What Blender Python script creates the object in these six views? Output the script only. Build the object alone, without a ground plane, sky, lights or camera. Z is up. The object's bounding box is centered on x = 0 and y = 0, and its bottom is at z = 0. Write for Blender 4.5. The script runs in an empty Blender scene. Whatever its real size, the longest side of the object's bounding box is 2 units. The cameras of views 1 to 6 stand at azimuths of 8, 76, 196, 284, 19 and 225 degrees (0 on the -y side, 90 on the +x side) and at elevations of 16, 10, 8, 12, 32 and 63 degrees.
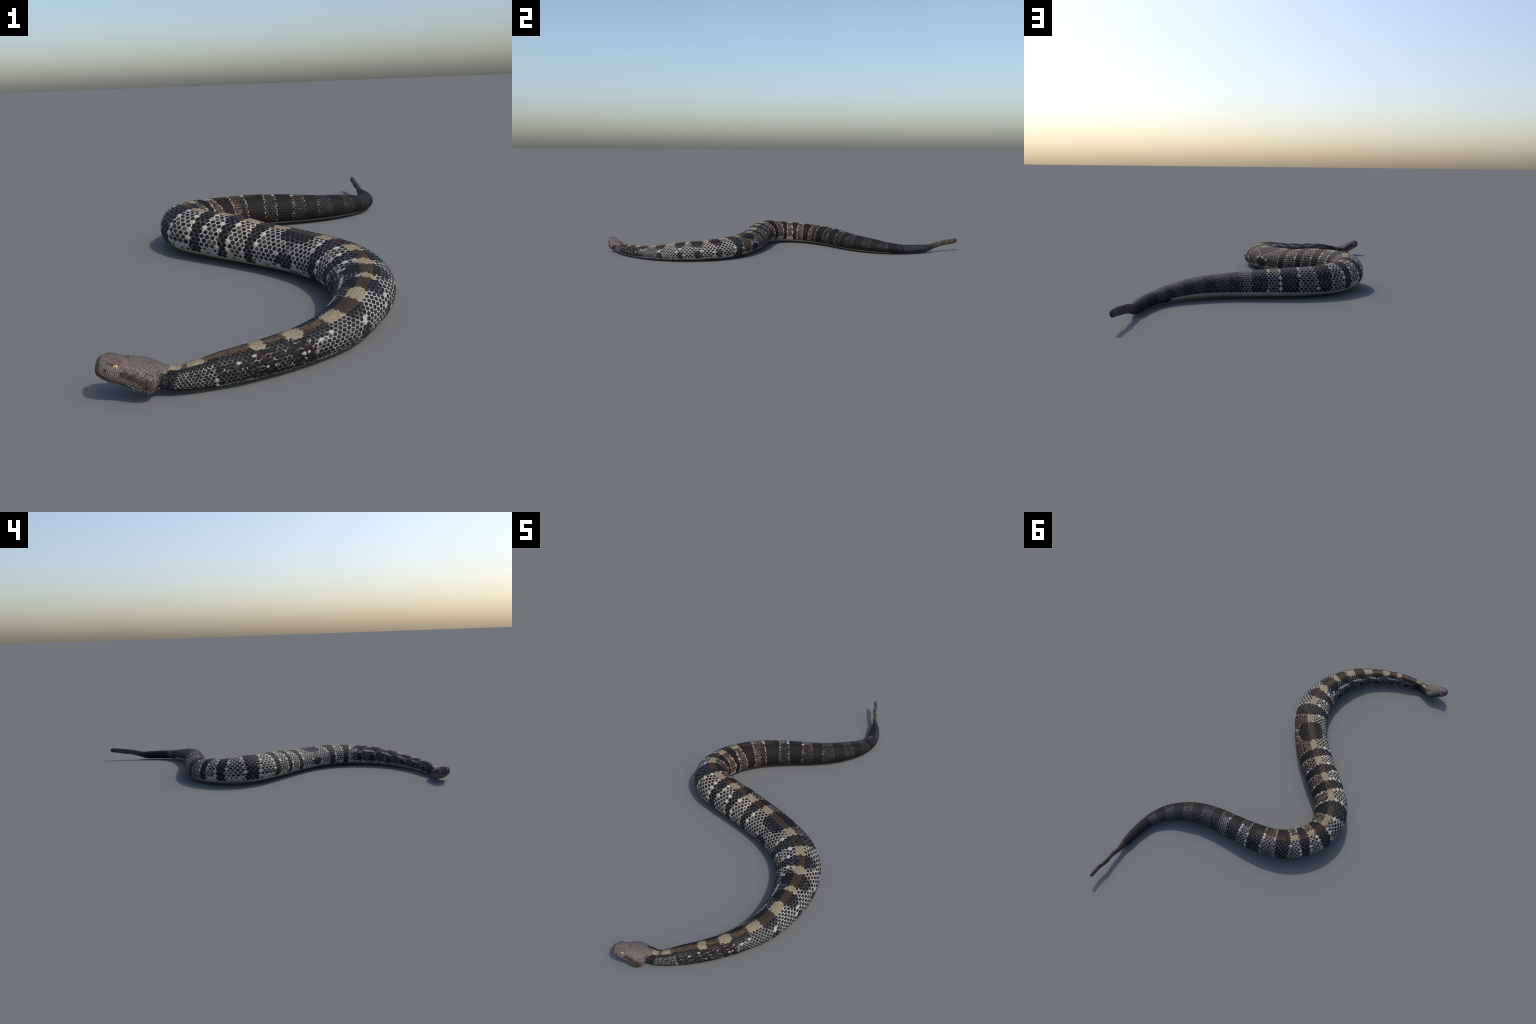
"""A rattlesnake lying in an S: one lofted body surface (head, neck, torso, tail),
covered with overlapping hexagonal keeled scales laid out on a row lattice, plus
eyes, brow plates, pits and a segmented rattle."""
import bpy, math
import numpy as np
from mathutils import Matrix, Vector

rng = np.random.default_rng(7)
HEAD_AT = np.array([-0.1431, -0.9708, 0.0630])      # point between the eyes
YAW, PITCH, ROLL = math.radians(-155.7), math.radians(17.2), math.radians(1.0)


def frame(yaw, pitch, roll):
    f = np.array([math.cos(pitch) * math.cos(yaw), math.cos(pitch) * math.sin(yaw), math.sin(pitch)])
    l = np.cross([0, 0, 1], f)
    l /= np.linalg.norm(l)
    u = np.cross(f, l)
    return f, math.cos(roll) * l + math.sin(roll) * u, math.cos(roll) * u - math.sin(roll) * l


HF, HL, HU = frame(YAW, PITCH, ROLL)

# head stations: distance ahead of the eyes, half width, top, bottom, squareness
HEAD = [
    (0.0308, 0.0010, -0.0070, -0.0100, 0.95),
    (0.0302, 0.0074, -0.0005, -0.0155, 0.88),
    (0.0282, 0.0126, 0.0050, -0.0205, 0.82),
    (0.0220, 0.0174, 0.0096, -0.0250, 0.78),
    (0.0080, 0.0234, 0.0128, -0.0305, 0.80),
    (-0.0150, 0.0298, 0.0126, -0.0340, 0.87),
    (-0.0360, 0.0402, 0.0134, -0.0395, 0.92),
    (-0.0520, 0.0444, 0.0132, -0.0420, 0.95),
    (-0.0660, 0.0410, 0.0110, -0.0410, 0.98),
    (-0.0780, 0.0315, 0.0076, -0.0365, 1.00),
]
# trunk stations from the neck to the root of the rattle: x, y, z, half width, height above and depth below
TRUNK = [
    (-0.0477, -0.9380, 0.0231, 0.0236, 0.0231, 0.0231),
    (0.0290, -0.9048, 0.0288, 0.0305, 0.0288, 0.0288),
    (0.1005, -0.8582, 0.0315, 0.0348, 0.0315, 0.0315),
    (0.1641, -0.8016, 0.0332, 0.0408, 0.0332, 0.0332),
    (0.2178, -0.7354, 0.0375, 0.0492, 0.0375, 0.0375),
    (0.2530, -0.6579, 0.0443, 0.0568, 0.0443, 0.0443),
    (0.2708, -0.5746, 0.0485, 0.0663, 0.0485, 0.0485),
    (0.2696, -0.4898, 0.0500, 0.0754, 0.0497, 0.0497),
    (0.2486, -0.4088, 0.0532, 0.0804, 0.0530, 0.0530),
    (0.2062, -0.3369, 0.0542, 0.0820, 0.0540, 0.0540),
    (0.1463, -0.2765, 0.0549, 0.0807, 0.0541, 0.0541),
    (0.0783, -0.2254, 0.0567, 0.0805, 0.0561, 0.0561),
    (0.0057, -0.1805, 0.0577, 0.0810, 0.0586, 0.0573),
    (-0.0698, -0.1415, 0.0609, 0.0796, 0.0681, 0.0600),
    (-0.1460, -0.1036, 0.0642, 0.0776, 0.0696, 0.0607),
    (-0.2149, -0.0606, 0.0679, 0.0780, 0.0680, 0.0634),
    (-0.2655, 0.0022, 0.0702, 0.0743, 0.0680, 0.0651),
    (-0.2816, 0.0866, 0.0646, 0.0690, 0.0610, 0.0609),
    (-0.2573, 0.1675, 0.0604, 0.0686, 0.0602, 0.0602),
    (-0.2080, 0.2363, 0.0570, 0.0688, 0.0570, 0.0570),
    (-0.1414, 0.2871, 0.0558, 0.0657, 0.0558, 0.0558),
    (-0.0649, 0.3235, 0.0545, 0.0613, 0.0545, 0.0545),
    (0.0147, 0.3542, 0.0516, 0.0571, 0.0516, 0.0516),
    (0.0948, 0.3834, 0.0474, 0.0543, 0.0474, 0.0474),
    (0.1713, 0.4208, 0.0434, 0.0512, 0.0434, 0.0434),
    (0.2388, 0.4731, 0.0390, 0.0469, 0.0390, 0.0390),
    (0.2933, 0.5381, 0.0318, 0.0384, 0.0318, 0.0318),
    (0.3235, 0.6177, 0.0259, 0.0292, 0.0251, 0.0251),
    (0.3258, 0.7026, 0.0242, 0.0236, 0.0229, 0.0229),
    (0.3144, 0.7799, 0.0235, 0.0172, 0.0204, 0.0204),
    (0.3122, 0.7929, 0.0242, 0.0138, 0.0184, 0.0184),
    (0.3105, 0.8010, 0.0252, 0.0091, 0.0144, 0.0144),
]

# ---------------------------------------------------------------- the loft
rows = []
for d, w, t, b, q in HEAD:
    c = HEAD_AT + HF * d
    rows.append((*c, w, t, b, q))
for x, y, z, w, t, b in TRUNK:
    rows.append((x, y, z, w, t, -b, 1.0))
rows = np.array(rows)
knot = np.r_[0, np.cumsum(np.linalg.norm(np.diff(rows[:, :3], axis=0), axis=1))]
NECK0 = len(HEAD)
knot -= knot[NECK0]                    # s = 0 at the neck, negative over the head
S0, S1 = knot[0], knot[-1]


def hermite(x):
    slope = np.diff(rows, axis=0) / np.diff(knot)[:, None]
    m = np.empty_like(rows)
    m[0], m[-1] = slope[0], slope[-1]
    h = np.diff(knot)
    w = (h[1:] / (h[1:] + h[:-1]))[:, None]
    m[1:-1] = slope[:-1] * w + slope[1:] * (1 - w)
    i = np.clip(np.searchsorted(knot, x, side="right") - 1, 0, len(knot) - 2)
    k = (knot[i + 1] - knot[i])[:, None]
    u = (x - knot[i])[:, None] / k
    return ((2 * u**3 - 3 * u**2 + 1) * rows[i] + (u**3 - 2 * u**2 + u) * k * m[i]
            + (-2 * u**3 + 3 * u**2) * rows[i + 1] + (u**3 - u**2) * k * m[i + 1])


GRID = np.linspace(S0, S1, 3000)
G = hermite(GRID)
step = GRID[1] - GRID[0]


def soften(v, sigma):
    n = int(4 * sigma / step)
    k = np.exp(-0.5 * (np.arange(-n, n + 1) * step / sigma) ** 2)
    k /= k.sum()
    return np.stack([np.convolve(np.pad(v[:, i], n, mode="reflect", reflect_type="odd"), k, mode="valid") for i in range(v.shape[1])], 1)


centre = G[:, :3]
tang = np.gradient(soften(centre, 0.012), axis=0)
tang /= np.linalg.norm(tang, axis=1, keepdims=True)
fwd = -tang
left = np.cross([0, 0, 1], fwd)
left /= np.linalg.norm(left, axis=1, keepdims=True)
upv = np.cross(fwd, left)
headness = np.clip((-0.02 - GRID) / 0.03, 0, 1)[:, None]
left = left * np.cos(ROLL * headness) + upv * np.sin(ROLL * headness)
upv = np.cross(fwd, left)


def at(s, table):
    return np.stack([np.interp(s, GRID, table[:, i]) for i in range(table.shape[1])], -1)


def smooth01(x):
    x = np.clip(x, 0, 1)
    return x * x * (3 - 2 * x)


def surface(s, phi, lift=0.0):
    """Point and outward normal of the body at arc length s and angle phi (0 on the back, + to the left)."""
    s, phi = np.broadcast_arrays(np.asarray(s, float), np.asarray(phi, float))
    shp = s.shape
    s, phi = s.ravel(), phi.ravel()
    g = at(s, G)
    L, U = at(s, left), at(s, upv)
    w, top, bot, q = g[:, 3], g[:, 4], g[:, 5], g[:, 6]
    sn, cs = np.sin(phi), np.cos(phi)
    mid, hh = (top + bot) / 2, (top - bot) / 2
    head = np.clip(-s / 0.05, 0, 1)
    # cheeks of the head are widest below the eye and the crown is narrower
    px = np.sign(sn) * np.abs(sn) ** q * w * (1 - 0.12 * head * np.clip(cs, 0, 1))
    pz = mid + np.sign(cs) * np.abs(cs) ** q * hh
    belly = np.clip(-cs, 0, 1)
    pz -= (1 - head) * np.clip((S1 - 0.25 - s) / 0.3, 0, 1) * (0.10 + 0.05 * belly + 0.06 * smooth01((s - 1.45) / 0.2)) * hh * np.sin(phi) ** 2   # loaf-shaped: widest low on the flanks
    # hollow behind the skull, between the two jaw muscles
    dip = np.exp(-((s + 0.036) / 0.020) ** 2) * np.exp(-((np.abs(np.degrees(phi)) - 36) / 13) ** 2)
    pz -= 0.0050 * dip
    n = np.stack([sn / np.maximum(w, 1e-4), cs / np.maximum(hh, 1e-4)], -1)
    n /= np.linalg.norm(n, axis=-1, keepdims=True)
    N = L * n[:, :1] + U * n[:, 1:]
    lift = np.broadcast_to(lift, shp).ravel()[:, None] if np.ndim(lift) else lift
    P = g[:, :3] + L * px[:, None] + U * pz[:, None] + N * lift
    return P.reshape(shp + (3,)), N.reshape(shp + (3,))


# ---------------------------------------------------------------- scale lattice
ROWS = 27
HALF = ROWS // 2


def belly_line(s):
    """Angle from the midline of the back at which the scale rows end and the belly begins."""
    return np.radians(np.interp(s, [S0, -0.03, 0.15, 0.6, 1.0, 1.45, 1.65, 2.1, 2.25, 2.32, S1],
                                [122, 126, 132, 130, 122, 121, 117, 116, 122, 170, 170]))


def spine_shift(s):
    """The midline of the back lies a little to the left of the top of the body (degrees)."""
    return np.interp(s, [-0.1, 0.0, 0.3, 0.6, 0.9, 1.6, 1.9, 2.2, 2.4], [0, 3, 8, 5, 2, 3, 12, 14, 6])


bl = belly_line(GRID)
girth = np.pi * (1.5 * (G[:, 3] + (G[:, 4] - G[:, 5]) / 2) - np.sqrt(np.maximum(G[:, 3] * (G[:, 4] - G[:, 5]) / 2, 0)))
row_pitch = girth * 2 * bl / (2 * np.pi) / (ROWS - 0.4)
scale_len = np.clip(1.60 * soften(row_pitch[:, None], 0.01)[:, 0], 0.0055, 0.0215)
sigma = np.r_[0, np.cumsum(step / scale_len[:-1])]
HEAD_HALF, HEAD_FINE = 19, 1.62                              # rows either side of the crown, and how much finer


def s_of(sig):
    return np.interp(sig, sigma, GRID)


def phi_of(row, s, half=HALF):
    t = np.abs(row) / (half + 0.2)                           # rows are narrower along the back
    return np.sign(row) * (0.74 * t + 0.26 * t * t) * belly_line(s) + np.radians(spine_shift(s))


# ---------------------------------------------------------------- materials
def principled(name, colour, rough=0.6, vary=0.25, grain=220.0, bump=0.15, second=None, spec=0.13, local=False):
    m = bpy.data.materials.new(name)
    m.use_nodes = True
    nt = m.node_tree
    b = nt.nodes["Principled BSDF"]
    b.inputs["Roughness"].default_value = rough
    b.inputs["Specular IOR Level"].default_value = spec
    if local:
        src = nt.nodes.new("ShaderNodeTexCoord").outputs["Object"]
    else:
        src = nt.nodes.new("ShaderNodeNewGeometry").outputs["Position"]
    fine = nt.nodes.new("ShaderNodeTexNoise")
    fine.inputs["Scale"].default_value = grain
    fine.inputs["Detail"].default_value = 4
    nt.links.new(src, fine.inputs["Vector"])
    ramp = nt.nodes.new("ShaderNodeValToRGB")
    ramp.color_ramp.elements[0].position, ramp.color_ramp.elements[1].position = 0.3, 0.7
    lo = [c * (1 - vary) for c in colour]
    hi = [min(1, c * (1 + vary)) for c in (second or colour)]
    ramp.color_ramp.elements[0].color, ramp.color_ramp.elements[1].color = (*lo, 1), (*hi, 1)
    nt.links.new(fine.outputs["Fac"], ramp.inputs["Fac"])
    nt.links.new(ramp.outputs["Color"], b.inputs["Base Color"])
    if bump:
        bp = nt.nodes.new("ShaderNodeBump")
        bp.inputs["Strength"].default_value = bump
        bp.inputs["Distance"].default_value = 0.001
        nt.links.new(fine.outputs["Fac"], bp.inputs["Height"])
        nt.links.new(bp.outputs["Normal"], b.inputs["Normal"])
    return m


PALETTE = {
    "black": (0.0082, 0.0080, 0.0083), "soot": (0.0130, 0.0120, 0.0115), "dark_brown": (0.026, 0.019, 0.0145),
    "brown": (0.044, 0.030, 0.0215), "umber": (0.080, 0.058, 0.040), "rust": (0.046, 0.029, 0.020),
    "taupe": (0.087, 0.071, 0.064), "dark_taupe": (0.046, 0.035, 0.031), "pale_taupe": (0.180, 0.150, 0.135),
    "tan": (0.218, 0.178, 0.118), "straw": (0.275, 0.238, 0.172), "cream": (0.45, 0.43, 0.355),
    "bone": (0.325, 0.32, 0.30), "mist": (0.19, 0.193, 0.20), "slate": (0.085, 0.088, 0.095),  # mist and slate are tinted bluish with sky light on the shaded flank
    "graphite": (0.026, 0.026, 0.0275), "mocha": (0.105, 0.080, 0.062),
}
MAT = {k: principled(k + "_scale", v) for k, v in PALETTE.items()}
MAT["belly"] = principled("belly_cream", (0.34, 0.335, 0.26), rough=0.5, vary=0.15, grain=60)  # cream darkened to carry the shade under the body
MAT["skin"] = principled("dark_skin", (0.03, 0.028, 0.027))
ORDER = list(PALETTE)
IDX = {k: i for i, k in enumerate(ORDER)}

# ---------------------------------------------------------------- colour pattern
# pale bands across the back: middle (arc length) and half length
PALE = [(-0.016, 0.012), (0.029, 0.018), (0.140, 0.013), (0.212, 0.017), (0.310, 0.023), (0.412, 0.024), (0.499, 0.013),
        (0.591, 0.018), (0.687, 0.023), (0.795, 0.022), (0.950, 0.026), (1.050, 0.025), (1.145, 0.023), (1.251, 0.029),
        (1.382, 0.026), (1.477, 0.017), (1.560, 0.018), (1.678, 0.030), (1.800, 0.022), (1.908, 0.022), (2.002, 0.023),
        (2.100, 0.019), (2.190, 0.019), (2.280, 0.018), (2.370, 0.010)]
# dark bands between them that reach down the left / right flank unbroken although they lie in the front half
JOINED = {(8, 1), (8, -1), (7, -1)}


def paint(s, x, side, edge, r, line):
    """Names of the rim and the middle colour of one scale, and how much of it the middle fills.
    x: degrees from the midline of the back; side: +1 left, -1 right; edge: where the belly starts; r: noise;
    line: asked for one side of a rim (thin pale outlines) and not for a whole scale."""
    if s < -0.022:
        return paint_head(s, x, side, r)
    k = 0
    while k < len(PALE) - 2 and s > PALE[k + 1][0]:
        k += 1
    d0, d1 = PALE[k][0] + PALE[k][1], PALE[k + 1][0] - PALE[k + 1][1]
    dc, dh = (d0 + d1) / 2, (d1 - d0) / 2
    length = float(np.interp(s, GRID, scale_len))
    narrow = 1 - 0.34 * min(1, max(0, x - 12) / 60)
    if s > 1.6:
        narrow = 1 - 0.1 * min(1, x / 60)
    lean = 0.008 * min(1, x / 80) if 0.9 < s < 1.6 else 0.0
    u = (s - dc - lean + 0.002 * (r[0] - 0.5)) / (dh * narrow)
    full = k >= 10 or (k, side) in JOINED
    wide = (side > 0 and s < 0.76) or (side < 0 and s > 0.59)          # the flank on which the skin shows between the scales
    dark = abs(u) < 1
    low = x > edge - (16 if s < 1.55 else 2)
    near = (abs(u) - 1) * dh * narrow / length              # scale lengths away from the dark band
    fade = min(1.0, max(0.0, (s - 1.50) / 0.60))
    mid_x = float(np.interp(s, [0.1, 0.3, 0.5, 0.8, 1.5], [26, 21, 15, 12, 11]))
    if s > 2.30:                                              # black tail
        fleck = s < 2.45 and side > 0 and x > 15
        return ("mist" if fleck and r[1] < 0.10 else "slate" if fleck and r[1] < 0.65 else "graphite" if r[1] < 0.4 else "soot"), "black", 0.86
    if s < 0.055:                                             # nape
        if x < 22:
            return ("straw", "tan", 0.9) if not dark else ("umber", "umber", 0.9)
        if side > 0 and s > -0.005 and 38 < x < 110:
            return ("mist" if r[1] < 0.45 else "bone" if r[1] < 0.6 else "graphite"), "soot", 0.84
        return ("slate" if r[1] < 0.25 else "soot"), "black", 0.86
    if not full:
        reach = 50 * math.sqrt(max(0.05, 1 - 0.5 * u * u))
        ring = ((x - 92) / 25) ** 2 + (u / 0.92) ** 2
        if dark and x < reach:
            if x < mid_x * 0.85:
                if s < 0.28:
                    c = ("umber" if r[2] < 0.8 else "brown") if x < mid_x * 0.45 else "brown" if r[2] < 0.5 else "dark_brown" if r[2] < 0.8 else "soot"
                    return c, c, 0.9
                return ("brown" if r[1] < 0.5 else "dark_brown"), ("brown" if r[2] < 0.6 else "rust"), 0.9
            return ("slate" if wide and x > 28 and r[1] < 0.6 else "graphite" if wide else "soot"), "black", 0.84
        v = min(abs(s - PALE[j][0]) / PALE[j][1] for j in (k, k + 1))
        if not dark and x < mid_x * (1.12 - 0.42 * v * v):
            return ("straw" if r[2] < 0.5 else "tan"), "tan", 0.88
        if ring < 1 and 66 < x < edge - 8:
            return ("slate" if wide and r[1] < 0.6 else "graphite"), "black", 0.84
        if 0.06 < s < 0.24 and side > 0 and 24 < x < edge - 10:    # dark flank of the neck with pale flecks
            blot = math.sin(150 * s + 0.11 * x) * math.sin(83 * s - 0.16 * x + 1.3)
            if blot > 0.62:
                return ("bone" if r[1] < 0.5 else "pale_taupe"), ("mocha" if r[2] < 0.4 else "bone" if r[2] < 0.55 else "soot"), 0.74
            if blot < -0.60:
                return "dark_brown", ("brown" if r[2] < 0.5 else "dark_brown"), 0.88
            return ("mist" if r[1] < 0.02 else "pale_taupe" if r[1] < 0.05 else "soot"), ("bone" if r[2] > 0.985 else "black" if r[2] < 0.8 else "soot"), 0.88 if r[2] < 0.985 else 0.66
        if low:
            return ("bone" if r[1] < 0.6 else "mist"), ("bone" if r[2] < 0.45 else "cream" if r[2] < .55 else "umber" if r[2] < .85 else "dark_brown"), 0.70
        outline = (dark and x < reach + (8 if line else 5)) or (1 <= ring < 1.6 and x < edge - 4)
        if outline and r[1] < (0.8 if wide else 0.5):
            return "bone", ("bone" if r[2] < 0.4 else "mocha" if r[2] < .6 else "dark_brown"), 0.76
        if wide:
            return ("bone" if s > 0.38 else "mist"), ("dark_brown" if r[2] < 0.35 else "soot" if r[2] < 0.9 else "brown"), 0.88
        if 0.12 < s < 0.62 and 46 < x < 57 and math.sin(60 * s + 0.2 * x) > -0.35:      # pale streaks along the flank
            return "bone", ("bone" if r[2] < 0.55 else "mist" if r[2] < 0.8 else "soot"), 0.74
        if s > 0.70:
            return ("mocha" if r[1] < 0.5 else "brown" if r[1] < 0.8 else "pale_taupe"), ("umber" if r[2] < 0.2 else "brown" if r[2] < 0.55 else "dark_brown"), 0.85
        return ("slate" if r[1] < 0.6 else "graphite" if r[1] < 0.85 else "mist"), ("black" if r[2] < 0.6 else "dark_brown"), 0.87
    # cross bands of the hind body
    if dark:
        if x < mid_x * 0.85 and s < 1.75:
            return ("dark_brown" if r[1] < 0.6 else "brown"), ("rust" if r[2] < 0.5 else "dark_brown" if r[2] < 0.8 else "black"), 0.88
        return ("slate" if wide and 15 < x and r[1] < 0.45 else "graphite" if wide else "soot"), "black", 0.84 if wide else 0.90
    if fade > 0.70:                                           # nearly black, broken pale cross lines
        if line and near < 0.42 and x < 80 and r[1] < 0.62 * (1.5 - fade):
            return ("straw" if r[2] < 0.6 else "tan"), "black", 0.72
        if wide:
            return ("slate" if s > 1.9 or r[1] < 0.4 else "mist"), "black", 0.82
        return ("mocha" if r[1] < 0.15 and x < 70 else "graphite"), ("dark_brown" if r[2] < 0.6 * (1 - fade) + .05 else "black"), 0.88
    if x < mid_x and s < 1.62:
        return ("straw" if r[1] < 0.6 else "tan"), "tan", 0.88
    if low and s < 1.6:
        return ("bone" if r[1] < 0.6 else "cream"), ("bone" if r[2] < 0.5 else "straw" if r[2] < .62 else "umber" if r[2] < 0.85 else "soot"), 0.68
    if wide:
        if near < (0.55 if line else 0.36) and r[1] < 1 - fade:
            return "cream", ("cream" if r[2] < 0.6 else "straw" if r[2] < 0.8 else "umber"), 0.74
        rim = "bone" if fade < 0.12 else "mist"
        return rim, ("umber" if r[2] < 0.2 * (1 - 2 * fade) else "brown" if r[2] < 0.6 * (1 - fade) else "dark_brown" if r[2] < 0.85 * (1 - fade) else "soot"), 0.88
    if line and near < 0.42 and r[1] < 0.9 - 0.45 * fade:
        return ("cream" if r[2] < 0.45 else "straw"), "soot", 0.8
    if fade > 0.3 and x > 24:
        return ("mocha" if r[1] < 0.10 else "dark_brown" if r[1] < 0.5 else "graphite"), ("dark_brown" if r[2] < 0.25 else "black"), 0.88
    if x < 24 and fade > 0.42:
        return ("brown" if r[1] < 0.3 else "dark_brown"), ("dark_brown" if r[2] < 0.6 else "soot"), 0.88
    if x < 24 and fade > 0.15:
        return ("umber" if r[1] < 0.2 - fade * 0.3 else "brown" if r[1] < 0.9 - fade else "dark_brown"), ("rust" if r[2] < 0.7 - fade else "dark_brown"), 0.86
    if near < 0.25 and r[2] < 0.35:
        return "cream", ("bone" if r[0] < 0.5 else "straw"), 0.7
    rim = "mocha" if r[1] < 0.55 - 0.3 * fade else "brown" if r[1] < 0.70 else "pale_taupe" if r[1] > 0.82 + 0.15 * fade else "dark_brown"
    return rim, ("umber" if r[2] < 0.25 * (1 - fade) else "brown" if r[2] < 0.60 * (1 - fade) else "dark_brown" if r[2] < 0.8 else "soot"), 0.85


def paint_head(s, x, side, r):
    t = s - S0                                             # distance from the snout
    if s > -0.036 + 0.014 * (r[0] - 0.5) and 32 < x < 104:
        return "soot", "soot" if r[2] < 0.6 else "dark_brown", 0.9            # dark collar behind the jaw
    if x > 110 and t > 0.052:
        return ("bone" if r[1] < 0.5 else "pale_taupe"), ("mist" if r[2] < 0.4 else "dark_taupe" if r[2] < .7 else "soot"), 0.7
    if x > 92 and t < 0.075:
        return "pale_taupe", "dark_taupe", 0.80            # lip plates
    if 2 < x < 8 and 0.047 < t < 0.0505:
        return "dark_taupe", "soot", 0.85                  # two dark spots on the crown
    stripe = np.interp(t, [0.034, 0.040, 0.075, 0.098], [0.0, 0.95, 0.9, 0.1]) * np.interp(x, [68, 80, 104, 114], [0, 1, 1, 0])
    if r[1] < stripe:
        return "dark_taupe", ("dark_brown" if r[2] < 0.5 else "dark_taupe" if r[2] < 0.93 else "soot"), 0.88
    if 56 < x < 104 and 0.036 < t < 0.10 and r[2] < 0.45:
        return ("pale_taupe" if r[1] < 0.45 else "taupe"), "dark_taupe", 0.84      # darker cheek
    return ("pale_taupe" if r[1] < 0.85 else "taupe"), ("taupe" if r[2] < 0.985 else "dark_taupe"), 0.84 - 0.05 * (x > 50)


# ---------------------------------------------------------------- scales
C_HEX = 0.33
hexagon = [(-0.5, -C_HEX), (-0.5, C_HEX), (0.0, 1 - C_HEX), (0.5, C_HEX), (0.5, -C_HEX), (0.0, -(1 - C_HEX))]
outline = []
for i in range(6):
    p, q = np.array(hexagon[i]), np.array(hexagon[(i + 1) % 6])
    outline += [p, (p + q) / 2]
outline = np.array(outline)                                 # x towards the tail, y across, in lattice units
NP = len(outline)


def plate(fill):
    """Ring offsets (x, y, height factor) of one scale: flat rim, raised shield with a keel and a lifted tip."""
    ang = np.arctan2(outline[:, 1] / (1 - C_HEX), outline[:, 0] / 0.5)
    shield = np.stack([0.47 * np.cos(ang), 0.60 * np.sin(ang)], 1)
    shield[:, 1] *= 1 - 0.22 * (np.cos(ang) > 0) * np.cos(ang) ** 2       # drawn out towards the tail
    rings = [(outline, 0.0), (shield * fill, 0.10), (shield * fill * 0.86, 0.75), (shield * fill * 0.45, 1.0)]
    xy = np.concatenate([r[0] for r in rings] + [[[0, 0]]])
    h = np.concatenate([np.full(NP, r[1]) for r in rings] + [[1.05]])
    h = h * (1 + 0.5 * xy[:, 0])                           # tail end stands higher
    h += 0.35 * np.exp(-(xy[:, 1] / 0.10) ** 2) * (np.abs(xy[:, 0]) < 0.40) * (h > 0.5)
    return xy, h


faces_one, slot_one = [], []
for ring in range(3):
    for i in range(NP):
        j = (i + 1) % NP
        faces_one.append((ring * NP + i, ring * NP + j, (ring + 1) * NP + j, (ring + 1) * NP + i))
        slot_one.append(i // 2 if ring == 0 else 6)
for i in range(NP):
    faces_one.append((3 * NP + i, 3 * NP + (i + 1) % NP, 4 * NP, 4 * NP))
    slot_one.append(6)
NV = 4 * NP + 1

cells = []
last = int(sigma[-1])
NAPE = -0.031
for fine, half, lo, hi in ((HEAD_FINE, HEAD_HALF, S0 + 0.0065, NAPE), (1.0, HALF, NAPE, S1 - 0.012)):
    for i in range(1, int(last * fine) + 1):
        for row in range(-half, half + 1):
            sg = (i + 0.5 * (row % 2)) / fine
            s = float(s_of(sg))
            if not lo < s < hi:
                continue
            deg = math.degrees(float(phi_of(row, s, half)))
            a = deg - float(spine_shift(s))
            r = rng.random(3)
            edge = math.degrees(float(belly_line(s)))
            _, mid, fill = paint(s, abs(a), 1 if a > 0 else -1, edge, r, False)
            rim = []
            for q in range(6):                               # every side of the rim has the colour of its own place
                mx, my = outline[2 * q + 1] * 0.92
                s2 = float(s_of(sg + mx / fine))
                a2 = math.degrees(float(phi_of(row + my, s2, half))) - float(spine_shift(s2))
                rim.append(paint(s2, abs(a2), 1 if a2 > 0 else -1, edge, rng.random(3), True)[0])
            fill = min(0.95, max(0.5, fill * (1 + 0.04 * rng.normal())))
            cells.append((sg, row, s, deg, rim, mid, fill, half, fine))


def cell_shape(c):
    sg, row, s, deg, rim, mid, fill, half, fine = c
    xy, h = plate(fill)
    ss = s_of(sg + xy[:, 0] / fine)
    ph = phi_of(row + xy[:, 1], ss, half)
    hgt = float(np.interp(s, GRID, scale_len)) * 0.045 / fine
    return ss, ph, h * hgt


def part_of(s):
    return "head" if s < -0.03 else "neck" if s < 0.16 else "torso" if s < 2.23 else "tail"


eyes6 = [(0.2207, -1.8573, 0.4958), (3.5035, -0.9677, 0.5817), (-0.6985, 2.6097, 0.5008),
         (-3.1905, -0.7872, 0.7255), (0.6921, -2.0724, 1.5299), (-0.8905, 0.9711, 2.8034)]


def shows(c):
    p, n = surface(c[2], math.radians(c[3]))
    size, best = float(np.interp(c[2], GRID, scale_len)), 0.0
    for e in eyes6:
        v = np.array(e) - p
        d = np.linalg.norm(v)
        best = max(best, size / d * max(0.0, float(v @ n) / d))
    return best


torso_cells = [i for i, c in enumerate(cells) if part_of(c[2]) in ("torso", "neck")]
rank = sorted(torso_cells, key=lambda i: -shows(cells[i]))
single = set(rank[:300])

# ---------------------------------------------------------------- objects
root = bpy.data.objects.new("rattlesnake", None)
bpy.context.collection.objects.link(root)
root["label"] = "dark banded rattlesnake lying in an S curve"
root["category"] = "snake"


def add(name, mesh, parent):
    o = bpy.data.objects.new(name, mesh)
    bpy.context.collection.objects.link(o)
    o.parent = parent
    return o


def mesh_from(name, verts, faces, mats, slots=None, smooth=True):
    me = bpy.data.meshes.new(name)
    me.from_pydata([tuple(v) for v in verts], [], faces)
    for m in mats:
        me.materials.append(m)
    if slots is not None:
        me.polygons.foreach_set("material_index", np.asarray(slots, np.int32))
    me.polygons.foreach_set("use_smooth", np.full(len(me.polygons), smooth))
    me.update()
    return me


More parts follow.
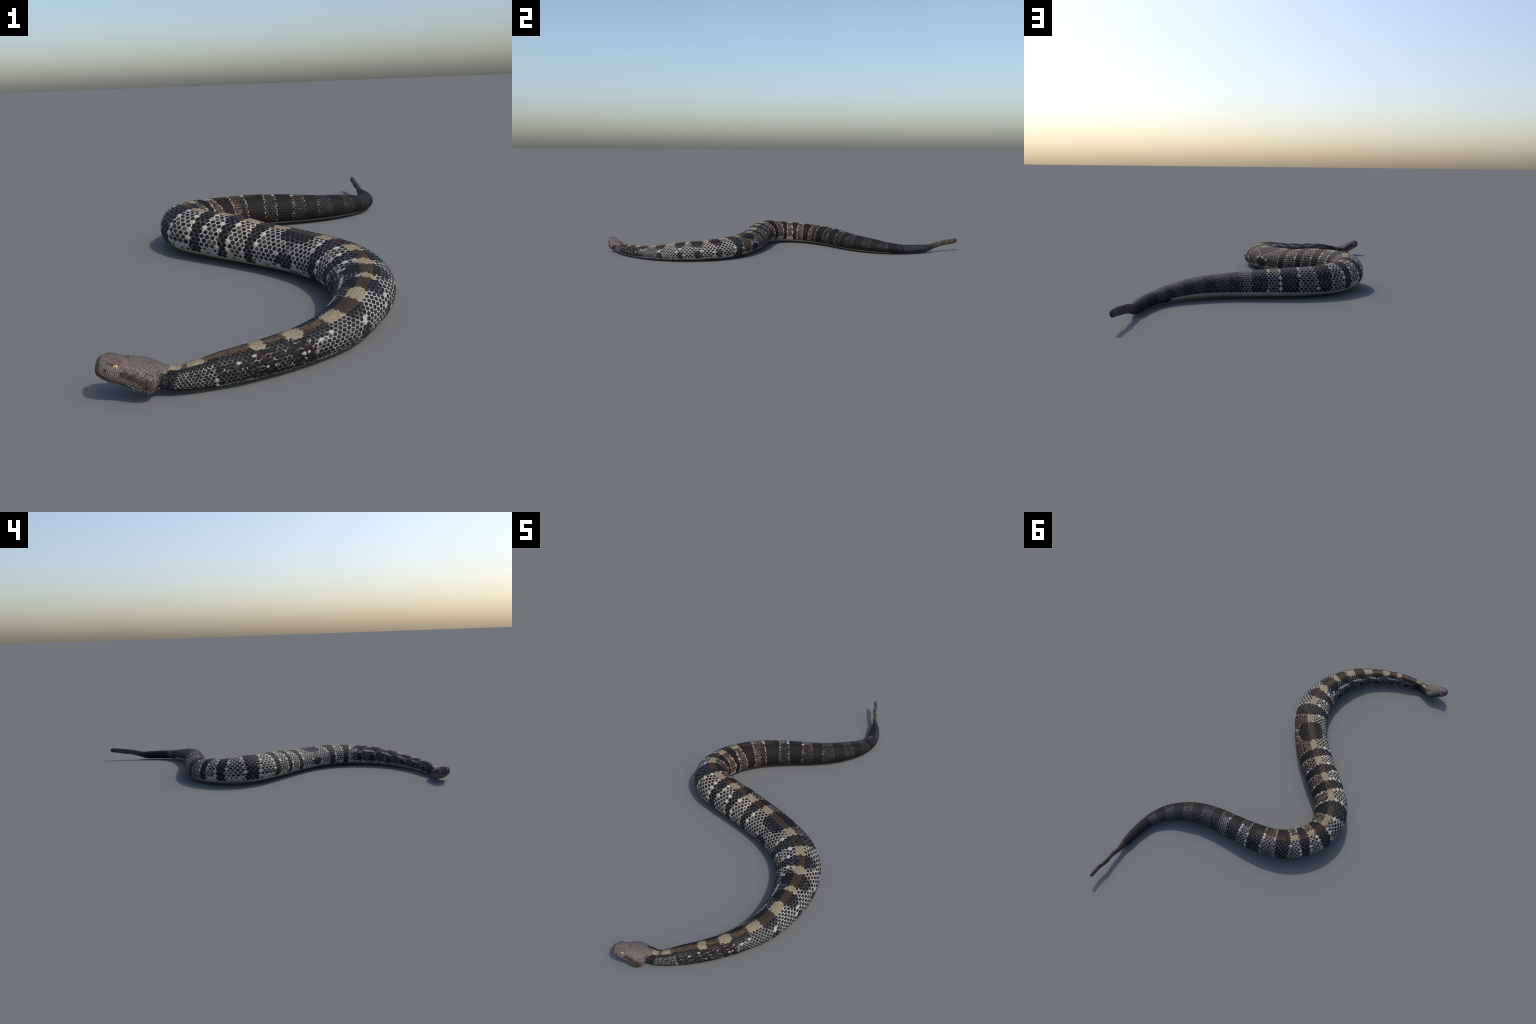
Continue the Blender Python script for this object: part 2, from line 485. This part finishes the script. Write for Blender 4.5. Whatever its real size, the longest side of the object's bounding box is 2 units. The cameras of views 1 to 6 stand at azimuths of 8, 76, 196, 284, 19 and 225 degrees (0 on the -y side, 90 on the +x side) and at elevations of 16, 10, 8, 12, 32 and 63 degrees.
# body surface: rings x columns
COLS = 80
ring_sig = [0.0]
ring_s = np.unique(np.concatenate([np.linspace(S0, S0 + 0.012, 14), s_of(np.arange(1.2, last, 1 / 6)), [S1]]))
ring_s = ring_s[(ring_s >= S0) & (ring_s <= S1)]
NR = len(ring_s)
ph = np.linspace(-np.pi, np.pi, COLS, endpoint=False)
SS, PP = np.meshgrid(ring_s, ph, indexing="ij")
turn = np.radians(spine_shift(SS))
over = np.abs((PP - turn + np.pi) % (2 * np.pi) - np.pi) - belly_line(SS)
scute = np.interp(SS, GRID, sigma) % 1.0
ventral = smooth01((over + 0.05) / 0.12)
covered = smooth01((SS - S0 - 0.007) / 0.004) * smooth01((S1 - 0.014 - SS) / 0.006)
lift = -0.0011 * (1 - ventral) * covered + ventral * (SS > -0.03) * (0.0009 * (scute - 0.75))
P, N = surface(SS, PP)


def hollow(d, l, u, radius, depth):
    """Press a pit into the head at a point given ahead of / left of / above the eyes' middle."""
    global P
    c = HEAD_AT + HF * d + HL * l + HU * u
    g = np.exp(-(np.linalg.norm(P - c, axis=-1) / radius) ** 2)[..., None]
    P = P - HL * np.sign(l) * depth * g


P = P + N * lift[..., None]
verts = P.reshape(-1, 3)
tip0, tip1 = len(verts), len(verts) + 1
verts = np.vstack([verts, centre[0] + HF * 0.0003 + HU * -0.0068, centre[-1] + tang[-1] * 0.001])
faces, fs, fv = [], [], []
for i in range(NR - 1):
    for j in range(COLS):
        k = (j + 1) % COLS
        faces.append((i * COLS + j, i * COLS + k, (i + 1) * COLS + k, (i + 1) * COLS + j))
        fs.append((ring_s[i] + ring_s[i + 1]) / 2)
        fv.append(over[i, j] > 0.02 and ring_s[i] > S0 + 0.018)
for j in range(COLS):
    k = (j + 1) % COLS
    faces.append((tip0, k, j))
    fs.append(S0)
    fv.append(False)
    faces.append((tip1, (NR - 1) * COLS + j, (NR - 1) * COLS + k))
    fs.append(S1)
    fv.append(False)
whole = mesh_from("whole", verts, faces, [])
import bmesh
bm = bmesh.new()
bm.from_mesh(whole)
bmesh.ops.recalc_face_normals(bm, faces=bm.faces)
bm.to_mesh(whole)
bm.free()
whole.update()
vn = np.empty(len(whole.vertices) * 3, np.float32)
whole.vertices.foreach_get("normal", vn)
vn = vn.reshape(-1, 3)
oriented = [tuple(p.vertices) for p in whole.polygons]
bpy.data.meshes.remove(whole)

head_skin = principled("head_skin", PALETTE["taupe"], vary=0.3, second=PALETTE["taupe"], grain=300)
chin_skin = principled("chin_skin", (0.15, 0.145, 0.125), vary=0.45, grain=120, second=(0.20, 0.19, 0.165))
part = {}
for name in ("head", "neck", "torso", "tail"):
    pick = [i for i, s in enumerate(fs) if part_of(s) == name]
    used = sorted({v for i in pick for v in oriented[i]})
    new = {v: n for n, v in enumerate(used)}
    back = head_skin if name == "head" else MAT["skin"]
    under = MAT["belly"] if name in ("neck", "torso") else MAT["soot"] if name == "tail" else chin_skin
    me = mesh_from(name, verts[used], [tuple(new[v] for v in oriented[i]) for i in pick], [back, under], [int(fv[i]) for i in pick])
    me.normals_split_custom_set_from_vertices([tuple(vn[v]) for v in used])
    part[name] = add(name, me, root)

# scales that are too many to name: joined per part
for name in part:
    V, F, M = [], [], []
    group = [c for i, c in enumerate(cells) if i not in single and part_of(c[2]) == name]
    sh = [cell_shape(c) for c in group]
    if not sh:
        continue
    Pq, _ = surface(np.concatenate([x[0] for x in sh]), np.concatenate([x[1] for x in sh]), np.concatenate([x[2] for x in sh]))
    for n, c in enumerate(group):
        o = n * NV
        for f, sl in zip(faces_one, slot_one):
            F.append(tuple(o + v for v in (f if f[2] != f[3] else f[:3]))[::-1])
            M.append(IDX[c[4][sl]] if sl < 6 else IDX[c[5]])
    o = add("scale_cover", mesh_from("scale_cover", Pq, F, [MAT[k] for k in ORDER], M), part[name])
    o["kind"] = "stuff"

# the three hundred scales that show largest: named, sharing a few plate shapes
shapes = {}
for fill in (0.62, 0.68, 0.74, 0.79, 0.84, 0.89):
    xy, h = plate(fill)
    v = np.stack([xy[:, 0], xy[:, 1], h * 0.045 * 1.62 - 0.09 * xy[:, 1] ** 2], 1)
    f = [tuple(a if a[2] != a[3] else a[:3])[::-1] for a in faces_one]
    shapes[fill] = mesh_from("scale", v, f, [MAT["bone"]] * 6 + [MAT["black"]], slot_one)
for i in sorted(single):
    sg, row, s, deg, rim, mid, fill, half, fine = cells[i]
    q = [surface(float(s_of(sg + a)), float(phi_of(row + b, s_of(sg + a))))[0] for a, b in ((-0.25, 0), (0.25, 0), (0, -0.5), (0, 0.5))]
    p, _ = surface(s, float(phi_of(row, s)))
    ax, ay = (q[1] - q[0]) * 2, q[3] - q[2]
    n = np.cross(ax, ay)
    _, nn = surface(s, float(phi_of(row, s)))
    if n @ nn < 0:
        n = -n
    n /= np.linalg.norm(n)
    la, lb = np.linalg.norm(ax), np.linalg.norm(ay)
    ax /= la
    ay = np.cross(n, ax)
    key = min(shapes, key=lambda k: abs(k - fill))
    o = add("scale", shapes[key], part[part_of(s)])
    o.matrix_world = Matrix([[ax[0] * la, ay[0] * lb, n[0] * lb, p[0]], [ax[1] * la, ay[1] * lb, n[1] * lb, p[1]],
                             [ax[2] * la, ay[2] * lb, n[2] * lb, p[2]], [0, 0, 0, 1]])
    for slot, m in zip(o.material_slots, rim + [mid]):
        slot.link = "OBJECT"
        slot.material = MAT[m]

# ---------------------------------------------------------------- head details
def ellipsoid(name, at_, axes, radii, mats, parent, seg=28, rings=18, local=False):
    V, F = [], []
    for i in range(rings + 1):
        th = math.pi * i / rings
        for j in range(seg):
            a = math.tau * j / seg
            V.append((math.sin(th) * math.cos(a), math.sin(th) * math.sin(a), math.cos(th)))
    for i in range(rings):
        for j in range(seg):
            k = (j + 1) % seg
            F.append((i * seg + j, (i + 1) * seg + j, (i + 1) * seg + k, i * seg + k))
    V = np.array(V) * radii
    R = np.stack(axes, 1)
    if local:
        o = add(name, mesh_from(name, V, F, mats), parent)
        o.matrix_world = Matrix([[*R[0], at_[0]], [*R[1], at_[1]], [*R[2], at_[2]], [0, 0, 0, 1]])
        return o
    return add(name, mesh_from(name, V @ R.T + at_, F, mats), parent)


def eye_material():
    m = bpy.data.materials.new("amber_eye")
    m.use_nodes = True
    nt = m.node_tree
    b = nt.nodes["Principled BSDF"]
    b.inputs["Roughness"].default_value = 0.08
    b.inputs["Coat Weight"].default_value = 0.6
    tc = nt.nodes.new("ShaderNodeTexCoord").outputs["Object"]
    sep = nt.nodes.new("ShaderNodeSeparateXYZ")
    nt.links.new(tc, sep.inputs[0])

    def math_node(op, a, c=None):
        n = nt.nodes.new("ShaderNodeMath")
        n.operation = op
        for k, v in enumerate((a, c)):
            if v is None:
                continue
            if isinstance(v, (int, float)):
                n.inputs[k].default_value = v
            else:
                nt.links.new(v, n.inputs[k])
        return n.outputs[0]

    R = 0.0058
    # x runs forward, y up, z out of the eye
    slit = math_node("ADD", math_node("POWER", math_node("DIVIDE", sep.outputs[0], 0.17 * R), 2.0), math_node("POWER", math_node("DIVIDE", sep.outputs[1], 0.50 * R), 2.0))
    rad = math_node("DIVIDE", math_node("SQRT", math_node("ADD", math_node("POWER", sep.outputs[0], 2.0), math_node("POWER", sep.outputs[1], 2.0))), R)
    ramp = nt.nodes.new("ShaderNodeValToRGB")
    e = ramp.color_ramp.elements
    e[0].position, e[0].color = 0.25, (0.40, 0.34, 0.22, 1)
    e[1].position, e[1].color = 0.60, (0.33, 0.24, 0.12, 1)
    x = e.new(0.78)
    x.color = (0.36, 0.17, 0.05, 1)
    x = e.new(0.92)
    x.color = (0.02, 0.015, 0.012, 1)
    nt.links.new(rad, ramp.inputs["Fac"])
    mix = nt.nodes.new("ShaderNodeMix")
    mix.data_type = "RGBA"
    nt.links.new(math_node("GREATER_THAN", slit, 1.0), mix.inputs["Factor"])
    mix.inputs["A"].default_value = (0.004, 0.004, 0.004, 1)
    nt.links.new(ramp.outputs["Color"], mix.inputs["B"])
    nt.links.new(mix.outputs["Result"], b.inputs["Base Color"])
    return m


eye_mat = eye_material()
brow_mat = principled("brow_plate", (0.085, 0.064, 0.056), vary=0.25, grain=160, second=(0.110, 0.084, 0.073))
pit_mat = principled("pit_black", (0.012, 0.010, 0.010), rough=0.8)
head_s = lambda d: float(np.interp(d, [r[0] for r in HEAD[::-1]], knot[:NECK0][::-1]))


def on_head(d, deg, lift=0.0):
    p, n = surface(head_s(d), math.radians(deg), lift)
    return p, n


for side in (1, -1):
    p, n = on_head(0.002, side * 66)
    out = n - HF * (n @ HF) + HF * 0.10
    out = out - HU * (out @ HU) * 0.55
    out /= np.linalg.norm(out)
    fx = HF - out * (HF @ out)
    fx /= np.linalg.norm(fx)
    uy = np.cross(out, fx)
    if uy @ HU < 0:
        uy, fx = -uy, -fx
    ellipsoid("eye", p - out * 0.0037, (fx, uy, out), (0.0058, 0.0056, 0.0058), [eye_mat], part["head"], local=True)
    # brow plate above the eye
    p, n = on_head(0.004, side * 42)
    a = HF - n * (HF @ n)
    a /= np.linalg.norm(a)
    ellipsoid("brow_plate", p - n * 0.0006, (a, np.cross(n, a), n), (0.0128, 0.0066, 0.0029), [brow_mat], part["head"])
    # heat pit and nostril
    p, n = on_head(0.0165, side * 88)
    a = HF - n * (HF @ n)
    a /= np.linalg.norm(a)
    ellipsoid("heat_pit", p - n * 0.0012, (a, np.cross(n, a), n), (0.0032, 0.0020, 0.0019), [pit_mat], part["head"], 16, 10)
    p, n = on_head(0.0275, side * 68)
    a = HF - n * (HF @ n)
    a /= np.linalg.norm(a)
    ellipsoid("nostril", p - n * 0.0006, (a, np.cross(n, a), n), (0.0014, 0.0018, 0.0012), [pit_mat], part["head"], 16, 10)

# lip line: a dark rounded crease from the snout to the corner of the jaw
for side in (1, -1):
    d = np.linspace(0.031, -0.056, 60)
    dg = np.interp(d, [-0.056, -0.03, 0.0, 0.031], [122, 126, 122, 112])
    V, F = [], []
    for n_, (dd, g_) in enumerate(zip(d, dg)):
        p, n = on_head(dd, side * g_)
        r_ = 0.0010 * (0.35 + 0.65 * math.sin(math.pi * (n_ + 1) / 62) ** 0.5)
        t_ = np.cross(n, HF)
        t_ /= np.linalg.norm(t_)
        for q in range(8):
            a_ = math.tau * q / 8
            V.append(p + n * (0.0004 + 0.55 * r_ * math.cos(a_)) + t_ * (r_ * math.sin(a_)))
    for i in range(59):
        for q in range(8):
            k = (q + 1) % 8
            F.append((i * 8 + q, i * 8 + k, (i + 1) * 8 + k, (i + 1) * 8 + q))
    F += [tuple(range(8)), tuple(range(59 * 8 + 7, 59 * 8 - 1, -1))]
    add("mouth_line", mesh_from("mouth_line", V, F, [MAT["soot"]]), part["head"])

# ---------------------------------------------------------------- rattle
RATTLE = np.array([  # x, y, z, half width, half height
    (0.3122, 0.7929, 0.0242, 0.0138, 0.0184),
    (0.3087, 0.8121, 0.0297, 0.0101, 0.0166),
    (0.3020, 0.8354, 0.0357, 0.0081, 0.0160),
    (0.2990, 0.8563, 0.0409, 0.0081, 0.0158),
    (0.2960, 0.8782, 0.0448, 0.0076, 0.0151),
    (0.2906, 0.9053, 0.0482, 0.0075, 0.0149),
    (0.2864, 0.9353, 0.0514, 0.0075, 0.0148),
    (0.2824, 0.9645, 0.0542, 0.0072, 0.0141),
    (0.2773, 0.9866, 0.0563, 0.0067, 0.0133),
    (0.2750, 0.9991, 0.0575, 0.0030, 0.0069),])
rk = np.r_[0, np.cumsum(np.linalg.norm(np.diff(RATTLE[:, :3], axis=0), axis=1))]
rattle_mat = principled("rattle_horn", (0.040, 0.034, 0.029), rough=0.5, vary=0.3, grain=140, second=(0.068, 0.055, 0.043))
rattle_pale = principled("rattle_worn_horn", (0.058, 0.048, 0.038), rough=0.5, vary=0.3, grain=140, second=(0.098, 0.078, 0.058))
rattle_dark = principled("rattle_root", (0.030, 0.028, 0.027), rough=0.55, vary=0.3, grain=140)
rattle = bpy.data.objects.new("rattle", None)
bpy.context.collection.objects.link(rattle)
rattle.parent = root
SEG = 13
for i in range(SEG):
    a, b = rk[-1] * i / SEG, rk[-1] * (i + 1) / SEG
    V, F = [], []
    prof = np.linspace(0, 1, 11)
    for t in prof:
        x = a + (b - a) * (t * 1.06 - 0.03)
        c = np.array([np.interp(x, rk, RATTLE[:, k]) for k in range(5)])
        c2 = np.array([np.interp(x + 0.004, rk, RATTLE[:, k]) for k in range(3)]) - np.array([np.interp(x - 0.004, rk, RATTLE[:, k]) for k in range(3)])
        c2 /= np.linalg.norm(c2) + 1e-9
        sd = np.cross([0, 0, 1], c2)
        sd /= np.linalg.norm(sd)
        up_ = np.cross(c2, sd)
        c[:3] += sd * 0.0022 * math.sin(math.tau * 2.3 * x / rk[-1]) * math.sin(math.pi * x / rk[-1])
        bulge = 0.86 + 0.16 * abs(math.sin(math.pi * (t * 2))) ** 0.6 + 0.06 * math.sin(math.pi * t)
        if i == SEG - 1:
            bulge = (0.85 + .15 * math.sin(math.pi * min(1, 2 * t))) * math.sqrt(max(0.02, 1 - max(0, (t - 0.5) / 0.52) ** 2))
            c[3], c[4] = 0.0074, 0.0138
        for q in range(24):
            an = math.tau * q / 24
            V.append(c[:3] + sd * (c[3] * bulge * math.sin(an)) + up_ * (c[4] * (0.93 + 0.07 * bulge) * bulge ** 0.5 * math.cos(an) * (1 if i < SEG - 1 else bulge ** 0.5)))
    for t in range(10):
        for q in range(24):
            k = (q + 1) % 24
            F.append((t * 24 + q, t * 24 + k, (t + 1) * 24 + k, (t + 1) * 24 + q))
    F += [tuple(range(23, -1, -1)), tuple(range(240, 264))]
    add("rattle_segment", mesh_from("rattle_segment", V, F, [rattle_dark if i < 2 else rattle_pale if i in (4, 5, 8, 10) else rattle_mat]), rattle)
bpy.context.view_layer.update()
root.location.z = 0.0008                                  # the belly rests on the ground
